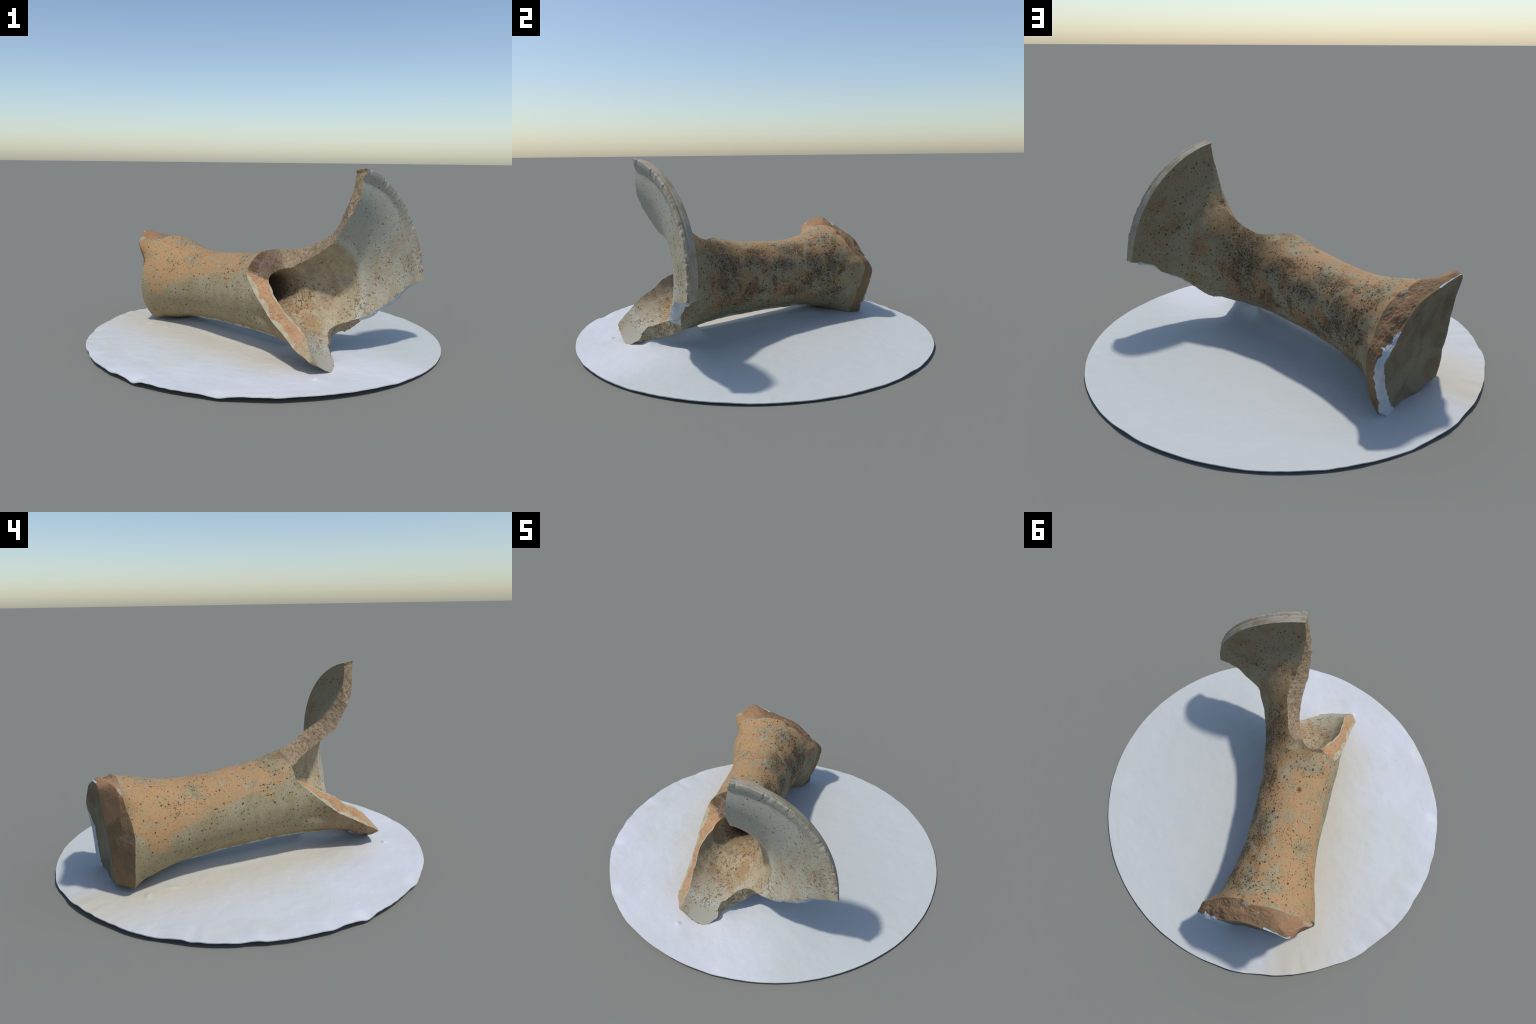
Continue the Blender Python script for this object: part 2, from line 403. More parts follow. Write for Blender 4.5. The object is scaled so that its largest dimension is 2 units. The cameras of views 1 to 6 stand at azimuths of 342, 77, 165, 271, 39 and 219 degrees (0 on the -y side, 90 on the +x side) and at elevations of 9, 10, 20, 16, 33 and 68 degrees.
class Tree:
    def __init__(self, name):
        self.m = bpy.data.materials.new(name); self.m.use_nodes = True
        self.t = self.m.node_tree; self.t.nodes.clear()
        self.out = self.n("ShaderNodeOutputMaterial"); self.bsdf = self.n("ShaderNodeBsdfPrincipled")
        self.t.links.new(self.bsdf.outputs[0], self.out.inputs[0])
        tc = self.n("ShaderNodeTexCoord"); self.co = tc.outputs["Object"]
        sep = self.n("ShaderNodeSeparateXYZ"); self.link(self.co, sep.inputs[0])
        self.x, self.y, self.z = sep.outputs
        self._theta = None

    def n(self, kind, **kw):
        nd = self.t.nodes.new(kind)
        for k, v in kw.items():
            setattr(nd, k, v)
        return nd

    def link(self, a, b): self.t.links.new(a, b)

    def put(self, v, sock):
        if hasattr(v, "is_output"): self.link(v, sock)
        else: sock.default_value = v

    def math(self, op, a, b=0.0, clamp=False):
        nd = self.n("ShaderNodeMath", operation=op, use_clamp=clamp)
        self.put(a, nd.inputs[0]); self.put(b, nd.inputs[1]); return nd.outputs[0]

    def band(self, v, a, b):
        nd = self.n("ShaderNodeMapRange", interpolation_type="SMOOTHSTEP")
        self.put(v, nd.inputs[0]); nd.inputs[1].default_value = a; nd.inputs[2].default_value = b
        return nd.outputs[0]

    def theta(self):
        if self._theta is None:
            self._theta = self.math("MULTIPLY", self.math("ARCTAN2", self.y, self.x), 180 / math.pi)
        return self._theta

    def radius(self):
        return self.math("SQRT", self.math("ADD", self.math("MULTIPLY", self.x, self.x), self.math("MULTIPLY", self.y, self.y)))

    def noise(self, scale, detail=4, rough=.55, stretch=None, offset=(0, 0, 0), dist=0.0):
        mp = self.n("ShaderNodeMapping"); self.link(self.co, mp.inputs[0])
        mp.inputs["Location"].default_value = offset
        if stretch: mp.inputs["Scale"].default_value = stretch
        nd = self.n("ShaderNodeTexNoise"); self.link(mp.outputs[0], nd.inputs["Vector"])
        nd.inputs["Scale"].default_value = scale; nd.inputs["Detail"].default_value = detail
        nd.inputs["Roughness"].default_value = rough; nd.inputs["Distortion"].default_value = dist
        return nd.outputs["Fac"]

    def voronoi(self, scale, offset=(0, 0, 0), rand=1.0, stretch=None, warp=.0):
        mp = self.n("ShaderNodeMapping"); self.link(self.co, mp.inputs[0]); mp.inputs["Location"].default_value = offset
        if stretch: mp.inputs["Scale"].default_value = stretch
        v = mp.outputs[0]
        if warp:
            nz = self.n("ShaderNodeTexNoise"); self.link(v, nz.inputs["Vector"]); nz.inputs["Scale"].default_value = scale * 1.3; nz.inputs["Detail"].default_value = 2
            a = self.n("ShaderNodeVectorMath", operation="MULTIPLY_ADD"); self.link(nz.outputs["Color"], a.inputs[0])
            a.inputs[1].default_value = (warp,) * 3; self.link(v, a.inputs[2]); v = a.outputs[0]
        nd = self.n("ShaderNodeTexVoronoi"); self.link(v, nd.inputs["Vector"])
        nd.inputs["Scale"].default_value = scale; nd.inputs["Randomness"].default_value = rand
        return nd.outputs["Distance"], nd.outputs["Color"]

    def mix(self, fac, a, b):
        nd = self.n("ShaderNodeMix", data_type="RGBA")
        self.put(fac, nd.inputs[0]); self.put(a, nd.inputs[6]); self.put(b, nd.inputs[7]); return nd.outputs[2]

    def pores(self, scale, lo, hi, density, offset=(0, 0, 0), stretch=None, warp=.004):
        """irregular specks: voronoi cells, of which a share (density, may be a socket) carries a speck of varying size"""
        d, c = self.voronoi(scale, offset, stretch=stretch, warp=warp)
        sp = self.n("ShaderNodeSeparateColor"); self.link(c, sp.inputs[0])
        has = self.math("LESS_THAN", sp.outputs[0], density)
        size = self.math("MULTIPLY_ADD", sp.outputs[1], hi - lo); self.t.nodes[-1].inputs[2].default_value = lo
        rel = self.math("DIVIDE", d, size)
        return self.math("MULTIPLY", has, self.band(rel, 1.0, .7))

    def finish(self, colour, rough, height=None, strength=.3, dist=.004):
        self.put(colour, self.bsdf.inputs["Base Color"]); self.put(rough, self.bsdf.inputs["Roughness"])
        self.bsdf.inputs["Specular IOR Level"].default_value = .25
        if height is not None:
            b = self.n("ShaderNodeBump"); b.inputs["Strength"].default_value = strength; b.inputs["Distance"].default_value = dist
            self.link(height, b.inputs["Height"]); self.link(b.outputs[0], self.bsdf.inputs["Normal"])
        return self.m


GREY = srgb(160, 150, 122); OLIVE = srgb(144, 131, 98); ORANGE = srgb(175, 136, 95); TAN = srgb(167, 137, 97); RUST = srgb(150, 104, 68)
PALE = srgb(184, 184, 174); STAIN = srgb(128, 104, 66)

# where the grey slip survives on the orange crown, and where orange shows on the grey flanks: (theta, half width, s, half length)
GREY_ISLES = [(8, 15, -.50, .035), (-22, 13, -.52, .03), (0, 9, -.43, .04), (36, 11, -.27, .055), (-32, 8, -.46, .045), (-30, 22, -.17, .06),
              (-12, 8, -.28, .03), (14, 20, .17, .045), (-14, 10, .10, .05), (30, 6, -.10, .02), (2, 8, -.12, .03), (48, 9, .02, .04), (58, 9, .16, .06),
              (-45, 12, -.30, .03), (-20, 9, -.36, .03), (22, 5, .06, .014), (46, 4, -.36, .012), (20, 22, -.597, .012), (-5, 6, .02, .03)]
ORANGE_PATCHES = [(-58, 12, -.44, .06), (-82, 10, -.25, .07), (-108, 14, -.12, .09), (-70, 14, .02, .05), (-100, 24, .16, .08), (-62, 14, .24, .05),
                  (-85, 16, .40, .07), (-118, 14, .36, .09), (-45, 12, .52, .06), (-70, 12, .58, .05), (-42, 8, .66, .03), (-126, 10, -.32, .08),
                  (-95, 8, -.48, .04), (-72, 8, -.54, .03)]


def outer_material():
    k = Tree("weathered_slip_outside")
    th0, s0 = k.theta(), k.z
    nz = lambda sc, o: k.math("SUBTRACT", k.noise(sc, 4, .6, offset=o), .5)
    th = k.math("ADD", th0, k.math("ADD", k.math("MULTIPLY", nz(8, (9, 2, 1)), 46), k.math("MULTIPLY", nz(34, (2, 2, 5)), 30)))
    s = k.math("ADD", s0, k.math("ADD", k.math("MULTIPLY", nz(8, (4, 7, 1)), .11), k.math("MULTIPLY", nz(34, (6, 1, 5)), .07)))
    mid = k.noise(14, 5, .6, offset=(3, 1, 2), dist=.4); fine = k.noise(150, 3, .6)

    def blobs(rows, soft=.6):
        tot = None
        for a, b, c, d in rows:
            u = k.math("MULTIPLY", k.math("SUBTRACT", th, a), 1 / b); v = k.math("MULTIPLY", k.math("SUBTRACT", s, c), 1 / d)
            q = k.math("ADD", k.math("MULTIPLY", u, u), k.math("MULTIPLY", v, v))
            m = k.band(q, 1 + soft, 1 - soft)
            tot = m if tot is None else k.math("MAXIMUM", tot, m)
        return tot

    # the orange crown: its lower-left limit along the stem, with drips
    ramp = k.n("ShaderNodeFloatCurve"); cv = ramp.mapping.curves[0]
    lim = [(0, .50), (.04, .62), (.10, .84), (.17, .72), (.30, .62), (.42, .56), (.52, .48), (.58, .60), (.63, .52), (.68, .40), (.76, .42), (1, .42)]
    for n_, (a, b) in enumerate(lim):
        if n_ < 2: cv.points[n_].location = (a, b)
        else: cv.points.new(a, b)
    for n_, (a, b) in enumerate(lim): cv.points[n_].location = (a, b)
    ramp.mapping.update()
    k.put(k.math("MULTIPLY", k.math("ADD", s0, .62), 1 / 1.25), ramp.inputs["Value"])
    limit = k.math("MULTIPLY", ramp.outputs[0], 120)
    over = k.math("SUBTRACT", k.math("ADD", th0, k.math("ADD", k.math("MULTIPLY", nz(9, (9, 2, 1)), 40), k.math("MULTIPLY", nz(40, (1, 5, 3)), 13))), limit)
    crown = k.math("MULTIPLY", k.band(over, 8, -6), k.band(th, -66, -46))
    crown = k.math("MULTIPLY", crown, k.band(s, .27, .19))
    crown = k.math("MULTIPLY", crown, k.math("SUBTRACT", 1.0, k.math("MULTIPLY", blobs(GREY_ISLES), .88)))
    fbl = k.math("ADD", k.math("MULTIPLY", blobs(ORANGE_PATCHES, .9), .30), k.noise(17, 5, .68, offset=(2, 8, 1)))
    flank = k.math("MULTIPLY", k.math("MULTIPLY", k.band(fbl, .52, .72), k.band(th, -18, -45)), k.math("MULTIPLY", k.band(s, .70, .60), .85))
    orange = k.math("MAXIMUM", crown, flank, True)
    grey = k.mix(k.band(mid, .35, .7), GREY, OLIVE)
    left_low = k.math("MULTIPLY", k.band(th0, 70, 110), .6)
    grey = k.mix(left_low, grey, srgb(148, 132, 100))
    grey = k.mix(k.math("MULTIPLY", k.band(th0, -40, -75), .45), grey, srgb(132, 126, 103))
    grey = k.mix(k.math("MULTIPLY", k.band(k.radius(), .36, .46), k.band(s0, .55, .65)), grey, srgb(140, 127, 99))
    org = k.mix(k.band(k.noise(16, 4, .6, offset=(5, 5, 5)), .38, .66), ORANGE, TAN)
    org = k.mix(k.math("MULTIPLY", k.band(th0, -30, -70), .5), org, srgb(128, 94, 65))  # orange darkened to carry the right flank's baked shade
    col = k.mix(k.math("MULTIPLY", orange, k.math("ADD", .68, k.math("MULTIPLY", k.band(k.noise(36, 5, .7, offset=(3, 9, 3)), .34, .58), .32))), grey, org)
    # brown weathering on the flare next to the broken edge
    fb = k.math("MULTIPLY", k.math("MULTIPLY", k.band(s, .34, .46), k.band(k.radius(), .43, .36)), k.band(th, -62, -36))
    col = k.mix(k.math("MULTIPLY", fb, .8), col, k.mix(k.band(mid, .4, .6), srgb(150, 124, 92), srgb(132, 110, 82)))
    mot = k.math("MULTIPLY", k.band(k.noise(9, 5, .65, offset=(1, 3, 8)), .46, .64), k.band(s0, .5, .62))
    col = k.mix(k.math("MULTIPLY", mot, .72), col, srgb(136, 110, 78))
    # ochre stain near the waist below the break
    st = k.math("MULTIPLY", k.math("MULTIPLY", k.band(s, .13, .26), k.band(s, .62, .45)), k.math("MULTIPLY", k.band(th, -75, -30), k.band(th, 30, 10)))
    st = k.math("MULTIPLY", st, k.band(k.noise(11, 5, .6, offset=(8, 3, 1)), .28, .5))
    col = k.mix(k.math("MULTIPLY", st, .8), col, STAIN)
    # warm tan on the left foot of the underside and by the closed end
    col = k.mix(k.math("MULTIPLY", k.band(s, -.55, -.60), k.math("MULTIPLY", k.math("MULTIPLY", k.band(th, -20, -50), k.band(th, -86, -70)), .6)), col, srgb(150, 114, 82))
    col = k.mix(k.math("MULTIPLY", k.band(fine, .52, .8), .3), col, srgb(112, 94, 70))
    col = k.mix(k.math("MULTIPLY", k.band(k.noise(55, 4, .65, offset=(1, 8, 2)), .52, .75), .28), col, srgb(120, 98, 68))
    # dark pores: sparse on the left flank, crowded on the right flank and round the waist
    crowd = k.math("MULTIPLY", k.band(th, 15, -50), k.band(s, .74, .55))
    clump = k.band(k.noise(7, 5, .65, offset=(2, 9, 6)), .40, .60)
    patch = blobs([(38, 16, -.27, .07), (10, 22, -.22, .06), (0, 30, -.47, .06), (50, 12, -.40, .05), (20, 22, .17, .06), (60, 12, .12, .05), (52, 10, .24, .03)], .6)
    belt = k.math("MULTIPLY", k.band(th, -8, -40), k.band(th, -150, -105))
    run = k.math("MULTIPLY", k.band(s, .58, .40), k.band(s, -.56, -.50))
    zone = k.math("MULTIPLY", k.math("MULTIPLY", belt, run), k.math("ADD", .22, k.math("MULTIPLY", k.band(k.noise(7, 5, .68, offset=(2, 9, 6)), .44, .58), .78)))
    zone = k.math("MAXIMUM", zone, k.math("MULTIPLY", blobs([(-58, 14, -.34, .06), (-66, 16, -.12, .08), (-50, 14, .10, .07), (-62, 16, .30, .07), (-80, 10, -.52, .03), (-112, 10, -.2, .09)], 1.0), .9))
    dens = k.math("ADD", k.math("MULTIPLY", patch, .40), k.math("ADD", .17, k.math("ADD", k.math("MULTIPLY", zone, .72), k.math("ADD", k.math("MULTIPLY", crowd, .12), k.math("MULTIPLY", mot, .22)))))
    p1 = k.pores(92, .16, .52, dens, warp=.017, stretch=(1, 1, .85))
    p2 = k.pores(185, .16, .48, k.math("MULTIPLY", dens, 1.3), offset=(1, 2, 3), warp=.009)
    p3 = k.pores(46, .10, .32, k.math("MULTIPLY", dens, .30), offset=(4, 1, 7), warp=.022)
    p4 = k.pores(64, .20, .56, k.math("MULTIPLY", zone, .75), offset=(6, 2, 3), warp=.026)
    pr = k.math("MAXIMUM", k.math("MAXIMUM", p1, p2), k.math("MAXIMUM", p3, p4), True)
    dark_tint_zone = zone
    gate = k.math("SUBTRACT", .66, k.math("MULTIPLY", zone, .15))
    blot = k.band(k.math("SUBTRACT", k.noise(105, 4, .7, offset=(7, 7, 2)), gate), -.01, .02)
    pr2 = k.math("MAXIMUM", pr, k.math("MULTIPLY", k.math("MULTIPLY", zone, blot), .7), True)
    pcol = k.mix(k.band(k.noise(30, 2, .5, offset=(1, 1, 8)), .4, .6), srgb(36, 29, 26), srgb(80, 59, 39))
    col = k.mix(k.math("MULTIPLY", dark_tint_zone, .5), col, srgb(98, 79, 56))
    col = k.mix(k.math("MULTIPLY", pr2, .88), col, pcol)
    w = k.pores(130, .10, .22, .05, offset=(3, 8, 2)); col = k.mix(w, col, srgb(222, 206, 186))
    # bare pale underside where it lay on the paper
    und = k.math("MULTIPLY", k.band(k.math("ADD", k.math("ABSOLUTE", th0), k.math("MULTIPLY", nz(14, (1, 1, 1)), 20)), 162, 166), k.math("MULTIPLY", k.band(s, -.42, -.30), k.band(s, .60, .52)))
    col = k.mix(und, col, PALE)
    h = k.math("SUBTRACT", k.math("ADD", k.math("MULTIPLY", k.noise(90, 4, .6), .5), k.math("MULTIPLY", fine, .25)), k.math("MULTIPLY", pr2, .8))
    return k.finish(col, .78, h, .4, .003)


def inner_material():
    k = Tree("weathered_slip_inside")
    th, s = k.theta(), k.z
    fan = k.band(s, .60, .70)
    ath = k.math("ABSOLUTE", th)
    mid = k.noise(12, 5, .6, dist=.5)
    bore = k.mix(k.band(mid, .4, .62), srgb(178, 161, 130), srgb(160, 146, 120))
    plate = k.mix(k.band(k.noise(8, 4, .55, offset=(3, 3, 3)), .38, .66), srgb(174, 168, 149), srgb(166, 154, 128))
    plate = k.mix(k.math("MULTIPLY", k.band(k.math("ADD", ath, k.math("MULTIPLY", k.math("SUBTRACT", mid, .5), 60)), 72, 40), .8), plate, srgb(166, 166, 155))  # upper fan tinted cooler, sky-lit shade put in the colour
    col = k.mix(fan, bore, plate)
    footz = k.math("MULTIPLY", k.band(ath, 125, 150), k.band(s, .46, .56))
    col = k.mix(k.math("MULTIPLY", footz, .7), col, srgb(174, 168, 148))
    brown = k.math("MULTIPLY", k.band(k.noise(7, 5, .65, offset=(6, 1, 2)), .50, .64), k.band(ath, 40, 80))
    col = k.mix(k.math("MULTIPLY", brown, .7), col, srgb(156, 124, 84))
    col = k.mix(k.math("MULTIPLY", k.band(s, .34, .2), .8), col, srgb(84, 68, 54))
    # grey left wall of the bore
    col = k.mix(k.math("MULTIPLY", k.math("MULTIPLY", k.band(th, 70, 95), k.band(th, 140, 120)), .5), col, srgb(150, 142, 124))
    col = k.mix(k.math("MULTIPLY", k.band(k.noise(140, 3, .6), .52, .8), .3), col, srgb(116, 98, 74))
    bev = k.math("MULTIPLY", k.band(s, .635, .65), k.band(s, .672, .657))
    col = k.mix(k.math("MULTIPLY", bev, .6), col, srgb(186, 184, 170))  # painted highlight along the ridge where flare turns into bore
    dens = k.math("ADD", .22, k.math("MULTIPLY", k.band(ath, 40, 110), k.math("MULTIPLY", k.band(k.noise(9, 4, .6, offset=(2, 2, 9)), .36, .58), .45)))
    p1 = k.pores(72, .10, .38, dens, warp=.017)
    p2 = k.pores(140, .12, .42, dens, offset=(5, 2, 3), warp=.009)
    p3 = k.pores(270, .12, .42, .34, offset=(2, 2, 7), warp=.005)
    p1 = k.math("MAXIMUM", p1, k.math("MULTIPLY", p3, .75))
    tip = k.math("MULTIPLY", k.band(k.math("ADD", s, k.math("MULTIPLY", mid, .03)), .684, .692), k.band(ath, 147, 151))
    zone = k.math("MULTIPLY", k.band(k.noise(5, 4, .6, offset=(1, 4, 4)), .44, .6), k.band(ath, 45, 85))
    gate = k.math("SUBTRACT", .64, k.math("MULTIPLY", zone, .10))
    blot = k.band(k.math("SUBTRACT", k.noise(58, 5, .7, offset=(3, 7, 2)), gate), -.01, .02)
    pr = k.math("MAXIMUM", k.math("MAXIMUM", p1, p2), k.math("MULTIPLY", blot, .8))
    pr = k.math("MULTIPLY", pr, k.math("SUBTRACT", 1.0, tip))
    col = k.mix(k.math("MULTIPLY", pr, .85), col, k.mix(k.band(mid, .42, .58), srgb(66, 51, 37), srgb(112, 82, 54)))
    col = k.mix(k.math("MULTIPLY", tip, .8), col, srgb(170, 166, 150))
    lip = k.math("MULTIPLY", k.band(s, .812, .822), k.band(s, .838, .83))
    col = k.mix(k.math("MULTIPLY", lip, k.math("MULTIPLY", k.band(k.noise(16, 5, .7, offset=(1, 6, 6)), .46, .62), .5)), col, srgb(108, 92, 68))
    col = k.mix(k.math("MULTIPLY", k.band(s, .826, .840), .7), col, srgb(202, 195, 174))  # lip bead lightened to cream for its sunlit glint
    h = k.math("SUBTRACT", k.math("MULTIPLY", k.noise(110, 4, .6), .5), k.math("MULTIPLY", pr, .8))
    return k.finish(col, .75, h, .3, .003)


def break_material():
    k = Tree("broken_clay")
    th, s = k.theta(), k.z
    n1 = k.noise(16, 5, .65, dist=.6); n2 = k.noise(70, 4, .65)
    fresh = k.mix(k.band(n1, .35, .65), srgb(188, 147, 110), srgb(172, 136, 101))
    old = k.mix(k.band(n1, .38, .62), srgb(158, 138, 112), srgb(140, 122, 95))
    scorch = k.mix(k.band(n1, .4, .6), srgb(126, 108, 92), srgb(112, 88, 64))
    is_fresh = k.math("MULTIPLY", k.band(th, 46, 56), k.band(th, 146, 138))
    col = k.mix(is_fresh, old, fresh)
    low = k.math("MULTIPLY", k.math("MAXIMUM", k.band(th, -60, -90), k.band(th, 138, 146)), k.band(s, .45, .5))
    col = k.mix(low, col, k.mix(k.band(n1, .4, .6), srgb(164, 152, 126), srgb(146, 132, 106)))
    sc = k.math("MULTIPLY", k.math("MULTIPLY", k.band(th, 54, 47), k.band(th, -18, -5)), k.band(s, .36, .30))
    col = k.mix(sc, col, scorch)
    tipb = k.math("MULTIPLY", k.band(s, .60, .67), k.band(k.math("ABSOLUTE", th), 120, 136))
    col = k.mix(k.math("MULTIPLY", tipb, .75), col, srgb(170, 156, 128))
    dens = .30
    p1 = k.pores(110, .12, .42, dens, warp=.006); p2 = k.pores(230, .12, .4, .35, offset=(2, 5, 1), warp=.003)
    pr = k.math("MAXIMUM", p1, p2)
    amt = k.math("SUBTRACT", .66, k.math("MULTIPLY", is_fresh, .3))
    blot = k.band(k.noise(75, 5, .72, offset=(1, 2, 2)), .54, .60)
    pr = k.math("MAXIMUM", pr, k.math("MULTIPLY", blot, k.math("SUBTRACT", .75, k.math("MULTIPLY", is_fresh, .35))))
    col = k.mix(k.math("MULTIPLY", pr, amt), col, srgb(84, 64, 44))
    col = k.mix(k.pores(120, .12, .3, .06, offset=(9, 5, 1)), col, srgb(226, 204, 180))
    h = k.math("SUBTRACT", k.math("ADD", k.math("MULTIPLY", n2, .8), k.math("MULTIPLY", k.noise(190, 3, .6), .35)), k.math("MULTIPLY", pr, .7))
    return k.finish(col, .9, h, .6, .004)


def lip_material():
    k = Tree("rim_slip")
    n1 = k.noise(10, 5, .6, stretch=(1, 1, 2.5), dist=.4)
    col = k.mix(k.band(n1, .4, .62), srgb(168, 160, 142), srgb(148, 134, 108))
    front = k.band(k.math("ADD", k.z, k.math("MULTIPLY", k.math("SUBTRACT", k.noise(22, 4, .6), .5), .03)), .812, .83)
    col = k.mix(k.math("MULTIPLY", front, .7), col, k.mix(k.band(k.noise(26, 4, .6, offset=(3, 1, 1)), .45, .6), srgb(200, 194, 174), srgb(146, 120, 84)))  # front of the rim painted brighter, sun catching the edge
    pr = k.pores(140, .1, .36, .14, warp=.005)
    col = k.mix(k.math("MULTIPLY", pr, .75), col, srgb(92, 76, 56))
    return k.finish(col, .78, k.noise(120, 4, .6), .3, .003)


def flange_material():
    k = Tree("broken_flange_clay")
    th, s = k.theta(), k.z
    n1 = k.noise(14, 5, .65, stretch=(1, 1, 2.5), dist=.8); n2 = k.noise(60, 4, .7, stretch=(1, 1, 2.2))
    col = k.mix(k.band(n1, .38, .62), srgb(146, 111, 82), srgb(124, 103, 77))
    col = k.mix(k.math("MULTIPLY", k.band(k.noise(24, 4, .6, offset=(2, 2, 4)), .5, .66), .6), col, srgb(108, 96, 70))
    side = k.math("MAXIMUM", k.band(th, 48, 60), k.band(th, -90, -130))
    smoothc = k.mix(k.band(n1, .4, .62), srgb(128, 102, 76), srgb(112, 98, 72))
    col = k.mix(k.math("MULTIPLY", side, .85), col, smoothc)
    nose = k.math("MULTIPLY", k.band(th, 6, 24), k.math("MULTIPLY", k.band(th, 56, 50), k.band(k.math("ADD", s, k.math("MULTIPLY", n1, .04)), -.70, -.66)))
    col = k.mix(k.math("MULTIPLY", nose, .85), col, k.mix(k.band(n1, .4, .6), srgb(166, 128, 94), srgb(154, 122, 92)))
    gr = k.math("MULTIPLY", k.band(k.noise(16, 4, .6, offset=(5, 1, 1)), .54, .60), k.math("MULTIPLY", k.band(s, -.645, -.625), k.band(th, -40, -10)))
    col = k.mix(k.math("MULTIPLY", gr, k.math("MULTIPLY", k.band(th, 50, 40), .8)), col, srgb(166, 160, 142))
    pr = k.pores(120, .1, .4, .28, warp=.006, stretch=(1, 1, 1.8))
    col = k.mix(k.math("MULTIPLY", pr, .7), col, srgb(80, 62, 42))
    h = k.math("ADD", k.math("MULTIPLY", n2, .9), k.math("MULTIPLY", k.noise(170, 3, .6), .3))
    return k.finish(col, .9, h, .65, .005)


def floor_material():
    k = Tree("vessel_floor_slip")
    n1 = k.noise(7, 5, .6, dist=.4)
    col = k.mix(k.band(n1, .38, .65), srgb(130, 121, 98), srgb(114, 99, 78))
    d = k.pores(75, .10, .32, .16, warp=.008, stretch=(1, .6, 1))
    d2 = k.pores(170, .1, .35, .14, offset=(3, 3, 1), warp=.004)
    pr = k.math("MAXIMUM", d, d2)
    col = k.mix(k.math("MULTIPLY", pr, .8), col, srgb(70, 58, 46))
    h = k.math("SUBTRACT", k.math("MULTIPLY", k.noise(100, 4, .6), .5), k.math("MULTIPLY", pr, .6))
    return k.finish(col, .8, h, .3, .003)


def pale_material(name, c1, c2):
    k = Tree(name)
    col = k.mix(k.band(k.noise(14, 4, .6), .4, .65), c1, c2)
    return k.finish(col, .85, k.noise(60, 4, .6), .25, .004)


def paper_material():
    k = Tree("white_paper")
    n1 = k.noise(2.2, 4, .55, dist=.3); n2 = k.noise(3.4, 3, .5, offset=(4, 2, 1)); n3 = k.noise(1.6, 3, .5, offset=(1, 8, 1))
    col = k.mix(k.band(n1, .36, .66), srgb(207, 209, 214), srgb(201, 204, 206))
    col = k.mix(k.math("MULTIPLY", k.band(n3, .46, .62), .7), col, srgb(196, 200, 196))
    col = k.mix(k.math("MULTIPLY", k.band(k.math("ADD", k.y, k.math("MULTIPLY", k.math("SUBTRACT", n2, .5), 1.2)), -.35, .2), .7), col, srgb(194, 195, 192))  # light falloff drawn into the sheet: bright front, greyer back
    # warm staining beside the vessel, on the left
    d1 = k.math("ADD", k.math("MULTIPLY", k.x, .874), k.math("MULTIPLY", k.y, .474))      # across the stem; drives the right side's painted dimming
    col = k.mix(k.math("MULTIPLY", k.band(k.math("ADD", d1, k.math("MULTIPLY", n2, .5)), .2, .6), .8), col, srgb(189, 193, 190))
    warm = k.math("MULTIPLY", k.band(k.math("ADD", d1, k.math("MULTIPLY", n2, .25)), .0, -.18), k.band(k.math("SUBTRACT", d1, k.math("MULTIPLY", n1, .25)), -.78, -.45))
    warm = k.math("MULTIPLY", warm, k.band(k.y, -.85, -.45))
    col = k.mix(k.math("MULTIPLY", warm, .75), col, srgb(196, 188, 170))
    col = k.mix(k.pores(60, .04, .10, .025, warp=.01), col, srgb(150, 150, 140))
    h = k.math("ADD", k.math("MULTIPLY", k.noise(28, 5, .62), .7), k.math("MULTIPLY", k.noise(150, 3, .6), .15))
    return k.finish(col, .72, h, .25, .012)


# ------------------------------------------------------------------ objects
ORIGIN_Z = ORIGIN[2]


def rest(V):
    """flatten what would press through the paper"""
    V = np.array(V, float); z = V @ WORLD_UP + ORIGIN_Z
    low = np.where(z < .020, .012 + .008 * np.exp((z - .020) / .008), z)
    return V + (low - z)[:, None] * WORLD_UP


o_v, i_v, b_v, w_v, g_v = rest(o_v), rest(i_v), rest(b_v), rest(w_v), rest(g_v)
FRAME = Matrix((( UP[0], SIDE[0], AX[0], ORIGIN[0]), (UP[1], SIDE[1], AX[1], ORIGIN[1]), (UP[2], SIDE[2], AX[2], ORIGIN[2]), (0, 0, 0, 1)))
coll = bpy.context.scene.collection
sherd = bpy.data.objects.new("pottery_sherd", None)
sherd.empty_display_size = .1
coll.objects.link(sherd)
sherd.matrix_world = FRAME
sherd["label"] = "broken hollow pottery stem with flared rim, speckled orange and grey"
sherd["category"] = "pottery sherd"


def make(name, V, F, mats, slots=None, normals=None, parent=sherd):
    F = [tuple(int(x) for x in f) for f in F]
    used = sorted({i for f in F for i in f}); re = {i: k for k, i in enumerate(used)}
    me = bpy.data.meshes.new(name)
    me.from_pydata([tuple(map(float, V[i])) for i in used], [], [tuple(re[i] for i in f) for f in F])
    for m in mats: me.materials.append(m)
    if slots is not None: me.polygons.foreach_set("material_index", np.array(slots, np.int32))
    me.polygons.foreach_set("use_smooth", np.ones(len(F), bool))
    me.update()
    if normals is not None:
        me.normals_split_custom_set_from_vertices([tuple(map(float, normals[i])) for i in used])
    ob = bpy.data.objects.new(name, me); coll.objects.link(ob)
    if parent is not None:
        ob.parent = parent
    return ob


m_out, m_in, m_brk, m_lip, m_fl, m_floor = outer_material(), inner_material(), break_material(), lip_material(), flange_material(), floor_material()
m_pale = pale_material("bare_white_patch", srgb(190, 195, 200), srgb(174, 179, 184))

m_slip = pale_material("slip_skin_line", srgb(178, 170, 146), srgb(166, 152, 120))
No, Ni = vertex_normals(o_v, o_f), vertex_normals(i_v, i_f)
SPLIT, FOOT = .33, 100.0


